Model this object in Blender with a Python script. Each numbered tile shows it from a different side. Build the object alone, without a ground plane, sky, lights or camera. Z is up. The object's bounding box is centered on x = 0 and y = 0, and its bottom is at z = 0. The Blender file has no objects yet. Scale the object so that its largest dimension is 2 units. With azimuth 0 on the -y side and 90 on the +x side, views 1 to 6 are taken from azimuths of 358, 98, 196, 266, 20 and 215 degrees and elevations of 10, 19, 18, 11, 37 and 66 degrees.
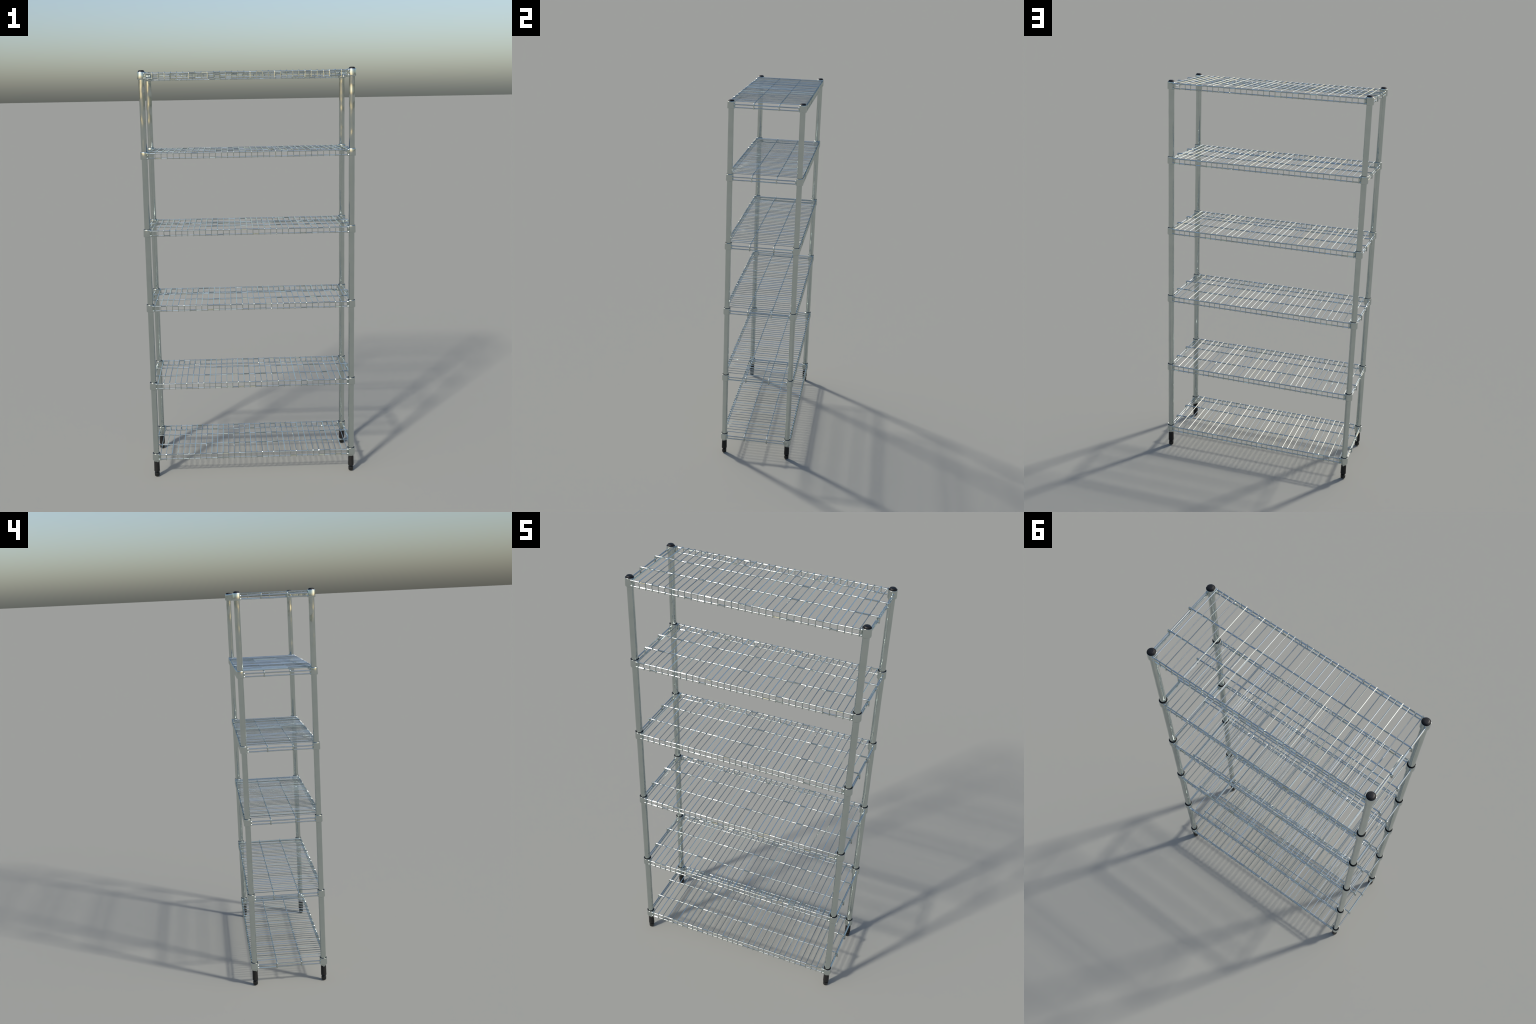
"""Chrome wire shelving unit: four tubular posts on levelling feet, six wire shelves."""
import bpy, math, random
from mathutils import Vector, Matrix

random.seed(7)

# ---------------------------------------------------------------- dimensions
POST_X, POST_Y = 0.4898, 0.1785          # post axes
POST_R = 0.0141
POST_TOP, POST_BOTTOM = 1.9925, 0.0805
SHELF_TOPS = (1.9920, 1.6237, 1.2554, 0.8870, 0.4923, 0.1231)   # upper rim of the collars

RAIL_R, CROSS_R, SIDE_R, SUPPORT_R = 0.0033, 0.0019, 0.0032, 0.0033
RAIL_Y = 0.1907                          # long rails, front and back
RAIL_HIGH, RAIL_LOW = -0.0081, -0.0308   # heights below the collar rim
SIDE_X = 0.4978                          # short side wires
SIDE_HIGH, SIDE_LOW = -0.0150, -0.0301
CROSS_COUNT, CROSS_END = 34, 0.4674      # wires across the shelf
CROSS_Z = RAIL_HIGH + RAIL_R + CROSS_R - 0.0003
CROSS_Y = RAIL_Y + 0.0048            # welded a little into the rails
CROSS_FOOT = RAIL_LOW - RAIL_R - 0.0012
SUPPORT_Y, SUPPORT_X = 0.0633, 0.5053    # two long wires below the cross wires
SUPPORT_Z = RAIL_HIGH + 0.0009
SUPPORT_FOOT = SIDE_LOW - 0.0035
CROSS_STEP = 2 * CROSS_END / (CROSS_COUNT - 1)
CROSS_XS = [-CROSS_END + i * CROSS_STEP for i in range(CROSS_COUNT)]


# ---------------------------------------------------------------- materials
def make_material(name):
    m = bpy.data.materials.new(name)
    m.use_nodes = True
    nt = m.node_tree
    return m, nt, nt.nodes["Principled BSDF"]


def metal(name, dark, light, rough, bump_scale, bump_strength, bump_distance, detail=2.0):
    """Chrome plating: faint cloudy tint, slightly wavy surface."""
    m, nt, bsdf = make_material(name)
    n, l = nt.nodes, nt.links
    coord = n.new("ShaderNodeTexCoord")
    cloud = n.new("ShaderNodeTexNoise")
    cloud.inputs["Scale"].default_value = 14.0
    cloud.inputs["Detail"].default_value = 3.0
    l.new(coord.outputs["Object"], cloud.inputs["Vector"])
    ramp = n.new("ShaderNodeValToRGB")
    ramp.color_ramp.elements[0].position = 0.35
    ramp.color_ramp.elements[1].position = 0.65
    ramp.color_ramp.elements[0].color = (*dark, 1)
    ramp.color_ramp.elements[1].color = (*light, 1)
    l.new(cloud.outputs["Fac"], ramp.inputs["Fac"])
    l.new(ramp.outputs["Color"], bsdf.inputs["Base Color"])
    bsdf.inputs["Metallic"].default_value = 1.0
    bsdf.inputs["Roughness"].default_value = rough
    mapping = n.new("ShaderNodeMapping")
    mapping.inputs["Scale"].default_value = bump_scale
    info = n.new("ShaderNodeObjectInfo")      # each repeat gets waves of its own
    shift = n.new("ShaderNodeVectorMath")
    shift.operation = "MULTIPLY_ADD"
    shift.inputs[1].default_value = (37.0, 53.0, 71.0)
    l.new(info.outputs["Random"], shift.inputs[0])
    l.new(coord.outputs["Object"], shift.inputs[2])
    l.new(shift.outputs["Vector"], mapping.inputs["Vector"])
    wave = n.new("ShaderNodeTexNoise")
    wave.inputs["Scale"].default_value = 1.0
    wave.inputs["Detail"].default_value = detail
    l.new(mapping.outputs["Vector"], wave.inputs["Vector"])
    bump = n.new("ShaderNodeBump")
    bump.inputs["Strength"].default_value = bump_strength
    bump.inputs["Distance"].default_value = bump_distance
    l.new(wave.outputs["Fac"], bump.inputs["Height"])
    l.new(bump.outputs["Normal"], bsdf.inputs["Normal"])
    return m


def plastic(name, dark, light, rough, specular=0.35, bumpiness=0.15):
    m, nt, bsdf = make_material(name)
    n, l = nt.nodes, nt.links
    coord = n.new("ShaderNodeTexCoord")
    grain = n.new("ShaderNodeTexNoise")
    grain.inputs["Scale"].default_value = 220.0
    grain.inputs["Detail"].default_value = 3.0
    l.new(coord.outputs["Object"], grain.inputs["Vector"])
    ramp = n.new("ShaderNodeValToRGB")
    ramp.color_ramp.elements[0].color = (*dark, 1)
    ramp.color_ramp.elements[1].color = (*light, 1)
    l.new(grain.outputs["Fac"], ramp.inputs["Fac"])
    l.new(ramp.outputs["Color"], bsdf.inputs["Base Color"])
    bsdf.inputs["Roughness"].default_value = rough
    bump = n.new("ShaderNodeBump")
    bump.inputs["Strength"].default_value = bumpiness
    bsdf.inputs["Specular IOR Level"].default_value = specular
    bump.inputs["Distance"].default_value = 0.0004
    l.new(grain.outputs["Fac"], bump.inputs["Height"])
    l.new(bump.outputs["Normal"], bsdf.inputs["Normal"])
    return m


CHROME_DARK, CHROME_LIGHT = (0.53, 0.585, 0.565), (0.57, 0.62, 0.60)
MAT_POST = metal("chrome_tube", CHROME_DARK, CHROME_LIGHT, 0.10, (42, 42, 15), 0.8, 0.0024, 0.3)
MAT_COLLAR = metal("chrome_collar", CHROME_DARK, CHROME_LIGHT, 0.12, (60, 60, 30), 0.4, 0.0015, 0.0)
MAT_WIRE = metal("chrome_wire", CHROME_DARK, CHROME_LIGHT, 0.135, (120, 120, 120), 0.15, 0.0006, 0.0)
MAT_BLACK = plastic("black_plastic", (0.006, 0.006, 0.006), (0.0115, 0.0115, 0.0115), 0.5, 0.3)
MAT_FOOT = plastic("black_foot_plastic", (0.0035, 0.0042, 0.0042), (0.0075, 0.008, 0.008), 0.28, 0.45)
MAT_MATT = plastic("black_sleeve_plastic", (0.006, 0.006, 0.006), (0.012, 0.012, 0.012), 0.75, 0.2)
MAT_CAP = plastic("black_cap_plastic", (0.003, 0.0035, 0.0045), (0.006, 0.0065, 0.008), 0.48, 0.4, 0.05)


# ---------------------------------------------------------------- mesh helpers
class Builder:
    def __init__(self):
        self.v, self.f, self.smooth = [], [], []

    def face(self, idx, smooth):
        self.f.append(idx)
        self.smooth.append(smooth)

    def lathe(self, profile, n, centre=(0, 0), closed=False, smooth=True, warp=None):
        """Turn (radius, z) points around a vertical axis; radius 0 makes a pole."""
        rings = []
        for k, (r, z) in enumerate(profile):
            if r <= 1e-7:
                rings.append([len(self.v)])
                self.v.append((centre[0], centre[1], z))
                continue
            ring = []
            for i in range(n):
                a = 2 * math.pi * i / n
                rr, zz = (r, z) if warp is None else warp(k, r, z, a)
                ring.append(len(self.v))
                self.v.append((centre[0] + rr * math.cos(a), centre[1] + rr * math.sin(a), zz))
            rings.append(ring)
        pairs = list(zip(rings, rings[1:])) + ([(rings[-1], rings[0])] if closed else [])
        for a, b in pairs:
            for i in range(n):
                j = (i + 1) % n
                if len(a) == 1:
                    self.face((a[0], b[j], b[i]), smooth)
                elif len(b) == 1:
                    self.face((a[i], a[j], b[0]), smooth)
                else:
                    self.face((a[i], a[j], b[j], b[i]), smooth)

    def sweep(self, path, radius, sides, rolls, normal_hint, smooth=False, soft=None):
        """Tube along a path that lies in one plane; each ring has a roll of its own."""
        hint = Vector(normal_hint)
        pts = [Vector(p) for p in path]
        rings = []
        for k, p in enumerate(pts):
            a, b = pts[max(k - 1, 0)], pts[min(k + 1, len(pts) - 1)]
            t = (b - a).normalized()
            side = hint
            up = t.cross(side).normalized()
            ring = []
            for i in range(sides):
                w = rolls[k] + 2 * math.pi * i / sides
                q = p + (radius if not isinstance(radius, list) else radius[k]) * (math.cos(w) * side + math.sin(w) * up)
                ring.append(len(self.v))
                self.v.append(tuple(q))
            rings.append(ring)
        for k, (a, b) in enumerate(zip(rings, rings[1:])):
            for i in range(sides):
                j = (i + 1) % sides
                self.face((a[i], a[j], b[j], b[i]), smooth if soft is None else soft[k])
        self.face(tuple(reversed(rings[0])), False)
        self.face(tuple(rings[-1]), False)

    def mesh(self, name, materials):
        me = bpy.data.meshes.new(name)
        me.from_pydata(self.v, [], self.f)
        me.polygons.foreach_set("use_smooth", self.smooth)
        for m in materials:
            me.materials.append(m)
        me.update()
        return me


def place(name, me, parent, loc=(0, 0, 0)):
    o = bpy.data.objects.new(name, me)
    bpy.context.scene.collection.objects.link(o)
    o.parent = parent
    o.location = loc
    return o


def arc(centre, r, a0, a1, steps, axis):
    """Points of a bend in the xz ('x') or yz ('y') plane."""
    out = []
    for i in range(steps + 1):
        a = a0 + (a1 - a0) * i / steps
        h, z = centre[0] + r * math.cos(a), centre[1] + r * math.sin(a)
        out.append((h, 0, z) if axis == "x" else (0, h, z))
    return out


# ---------------------------------------------------------------- wires
def stepped_rail(x0, x1, stops, sides, spread, rng):
    """Ring positions and rolls for a straight rail whose roll changes at each crossing."""
    xs, rolls = [x0], []
    roll = rng.uniform(0, spread)
    rolls.append(roll)
    for s in stops:
        xs.append(s - 0.0009)
        rolls.append(roll)
        roll = rng.uniform(0, spread)
        xs.append(s + 0.0009)
        rolls.append(roll)
    xs.append(x1)
    rolls.append(roll)
    return xs, rolls


def soft_pattern(count, rng, share=0.48):
    """Smooth or flat shading per wire stretch, shaped to give thin or broad sun glints."""
    return [rng.random() < share for _ in range(count)]


def shelf_frame_mesh(rng):
    """Long rails (upper and lower, front and back) and the two wires of each short side."""
    b = Builder()
    sides = 8
    spread = 2 * math.pi / sides
    for y in (-RAIL_Y, RAIL_Y):
        for z in (RAIL_HIGH, RAIL_LOW):
            xs, rolls = stepped_rail(-POST_X + 0.012, POST_X - 0.012, CROSS_XS, sides, spread, rng)
            b.sweep([(x, y, z) for x in xs], RAIL_R, sides, rolls, (0, 1, 0), soft=soft_pattern(len(xs), rng))
    for x in (-SIDE_X, SIDE_X):
        for z in (SIDE_HIGH, SIDE_LOW):
            ys, rolls = stepped_rail(-POST_Y + 0.013, POST_Y - 0.013, (-SUPPORT_Y, SUPPORT_Y), 10, spread, rng)
            b.sweep([(x, y, z) for y in ys], SIDE_R, 10, rolls, (1, 0, 0), soft=[False, True, rng.random() < 0.5, True, False])
    return b.mesh("shelf", [MAT_WIRE])


def support_mesh(rng):
    b = Builder()
    r = 0.0042
    left = [(-SUPPORT_X, 0, SUPPORT_FOOT)] + arc((-SUPPORT_X + r, SUPPORT_Z - r), r, math.pi, math.pi / 2, 4, "x")
    right = arc((SUPPORT_X - r, SUPPORT_Z - r), r, math.pi / 2, 0, 4, "x") + [(SUPPORT_X, 0, SUPPORT_FOOT)]
    sides = 8
    xs, rolls = stepped_rail(-0.49, 0.49, CROSS_XS, sides, 2 * math.pi / sides, rng)
    path = left + [(x, 0, SUPPORT_Z) for x in xs] + right
    rolls = [rolls[0]] * len(left) + rolls + [rolls[-1]] * len(right)
    b.sweep(path, SUPPORT_R, sides, rolls, (0, 1, 0), soft=soft_pattern(len(path), rng))
    return b.mesh("support_wire", [MAT_WIRE])


def cross_mesh(rng):
    """A wire bent into a wide staple: over the rails and down their outer faces."""
    b = Builder()
    r, sides = 0.0042, 6
    back = [(0, -CROSS_Y, CROSS_FOOT)] + arc((-CROSS_Y + r, CROSS_Z - r), r, math.pi, math.pi / 2, 4, "y")
    front = arc((CROSS_Y - r, CROSS_Z - r), r, math.pi / 2, 0, 4, "y") + [(0, CROSS_Y, CROSS_FOOT)]
    roll = rng.uniform(0, 2 * math.pi / sides)
    ys = [-0.17]
    rolls = [roll]
    for s in (-SUPPORT_Y, SUPPORT_Y):
        for e in (-0.001, 0.001):
            ys.append(s + e)
            if e > 0:
                roll += rng.choice((0, 0, 0.05, -0.05, 0.35)) + rng.uniform(-0.03, 0.03)
            rolls.append(roll)
    ys.append(0.17)
    rolls.append(roll + rng.uniform(-0.05, 0.05))
    path = back + [(0, y, CROSS_Z) for y in ys] + front
    rolls = [rolls[0]] * len(back) + rolls + [rolls[-1]] * len(front)
    b.sweep(path, CROSS_R, sides, rolls, (1, 0, 0))
    return b.mesh("cross_wire", [MAT_WIRE])


# ---------------------------------------------------------------- posts and fittings
def post_mesh(rng):
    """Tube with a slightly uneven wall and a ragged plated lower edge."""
    b = Builder()
    phase = [rng.uniform(0, 6.28) for _ in range(6)]
    rows = 90
    length = POST_TOP - POST_BOTTOM
    profile = [(POST_R, POST_BOTTOM + length * k / rows) for k in range(rows + 1)]

    def warp(k, r, z, a):
        wobble = 0.00010 * (math.sin(z * 21 + phase[0] + a) + math.sin(z * 47 + phase[1] - 2 * a) + 0.8 * math.sin(z * 83 + phase[2] + a))
        if k == 0:
            z -= 0.0065 * max(0.0, math.cos(3 * a + phase[3])) ** 8
        return r + wobble, z

    profile += [(POST_R - 0.003, POST_TOP + 0.0004)]
    b.lathe(profile, 28, warp=warp)
    return b.mesh("post", [MAT_POST])


def cap_mesh():
    b = Builder()
    b.lathe([(0.0, -0.006), (0.0115, -0.006), (0.0115, -0.0004), (0.0150, -0.0004), (0.0154, 0.0004), (0.0152, 0.0013), (0.0145, 0.0019),
             (0.0136, 0.0021), (0.0135, 0.0038), (0.0124, 0.0054), (0.0085, 0.0066), (0.0, 0.0071)], 16, smooth=False)
    return b.mesh("end_cap", [MAT_CAP])


def foot_sleeve_mesh():
    b = Builder()
    r = POST_R - 0.0002
    b.lathe([(0.0, 0.090), (r - 0.0004, 0.090), (r - 0.0002, 0.072), (r + 0.0003, 0.030), (r + 0.0002, 0.0272), (r - 0.0008, 0.0258),
             (0.0055, 0.0256), (0.0, 0.0256)], 18, smooth=False)
    return b.mesh("foot_sleeve", [MAT_BLACK])


def levelling_foot_mesh():
    b = Builder()
    b.lathe([(0.0, 0.032), (0.0050, 0.032), (0.0050, 0.0205), (0.0112, 0.0204), (0.0122, 0.0199), (0.0127, 0.0186), (0.0127, 0.0060),
             (0.0122, 0.0028), (0.0112, 0.0008), (0.0094, 0.0), (0.0, 0.0)], 16, smooth=False)
    return b.mesh("levelling_foot", [MAT_FOOT])


def collar_mesh(sx, sy):
    """Slightly conical chrome collar with two welded lugs that take the rails and side wires."""
    b = Builder()
    b.lathe([(0.0142, -0.0040), (0.0176, -0.0030), (0.0178, -0.0006), (0.0182, -0.0003), (0.0186, -0.0012), (0.0189, -0.0040), (0.0197, -0.0310),
             (0.0195, -0.0345), (0.0188, -0.0360), (0.0140, -0.0362)], 32)
    # lugs: upright bars between the wires, buried in the collar wall
    for ends, hint in ((((-sx * 0.0172, sy * (RAIL_Y - POST_Y) * 0.92), (RAIL_HIGH, RAIL_LOW)), (0, 1, 0)),
                       (((sx * (SIDE_X - POST_X) * 0.95, -sy * 0.0185), (SIDE_HIGH, SIDE_LOW)), (1, 0, 0))):
        (x, y), (z1, z0) = ends
        dx, dy = (-sx * 0.003, 0) if hint == (0, 1, 0) else (0, -sy * 0.003)
        path = []
        for i in range(9):
            t = i / 8
            bow = 0.0 if 0 < i < 8 else 1.0
            bow = (2 * t - 1) ** 2
            path.append((x + dx * bow, y + dy * bow, z0 - 0.0012 + (z1 - z0 + 0.0024) * t))
        b.sweep(path, 0.0030, 8, [0.3] * 9, hint, smooth=True)
        # beads where each wire runs into the collar wall
        for z in (z0, z1):
            if hint == (0, 1, 0):
                run = [(-sx * (0.0120 + 0.0016 * i), sy * (RAIL_Y - POST_Y), z) for i in range(7)]
            else:
                run = [(sx * (SIDE_X - POST_X), -sy * (0.0120 + 0.0016 * i), z) for i in range(7)]
            b.sweep(run, [0.0046, 0.0048, 0.0048, 0.0046, 0.0042, 0.0037, 0.0030], 10, [0.0] * 7, hint, smooth=True)
    return b.mesh("collar", [MAT_COLLAR])


def sleeve_mesh():
    b = Builder()
    b.lathe([(POST_R - 0.0004, 0.0000), (0.0160, 0.0000), (0.0174, -0.0004), (0.0176, -0.0014), (0.0175, -0.0045), (POST_R - 0.0004, -0.0050)], 28, closed=True)
    return b.mesh("collar_sleeve", [MAT_MATT])


# ---------------------------------------------------------------- assembly
unit = bpy.data.objects.new("wire_shelving_unit", None)
bpy.context.scene.collection.objects.link(unit)
unit["label"] = "tall chrome wire shelving unit with six shelves and black feet"
unit["category"] = "shelf"

rng = random.Random(21)
corners = [(sx, sy) for sx in (-1, 1) for sy in (-1, 1)]

cap, sleeve_foot, foot = cap_mesh(), foot_sleeve_mesh(), levelling_foot_mesh()
for sx, sy in corners:
    post = place("post", post_mesh(rng), unit, (sx * POST_X, sy * POST_Y, 0))
    place("end_cap", cap, post, (0, 0, POST_TOP + 0.0004))
    place("foot_sleeve", sleeve_foot, post)
    place("levelling_foot", foot, post)

cross_variants = [cross_mesh(rng) for _ in range(24)]
support_variants = [support_mesh(rng) for _ in range(6)]
collars = {c: collar_mesh(*c) for c in corners}
ring = sleeve_mesh()
frames = [shelf_frame_mesh(rng) for _ in range(6)]
for i, top in enumerate(SHELF_TOPS):
    shelf = place("shelf", frames[i], unit, (0, 0, top))
    for x in CROSS_XS:
        wire = place("cross_wire", rng.choice(cross_variants), shelf, (x, 0, 0))
        if rng.random() < 0.5:
            wire.rotation_euler = (0, 0, math.pi)
    for sy in (-1, 1):
        place("support_wire", rng.choice(support_variants), shelf, (0, sy * SUPPORT_Y, 0))
    for sx, sy in corners:
        c = place("collar", collars[(sx, sy)], shelf, (sx * POST_X, sy * POST_Y, 0))
        place("collar_sleeve", ring, shelf, (sx * POST_X, sy * POST_Y, 0))
bpy.context.view_layer.update()
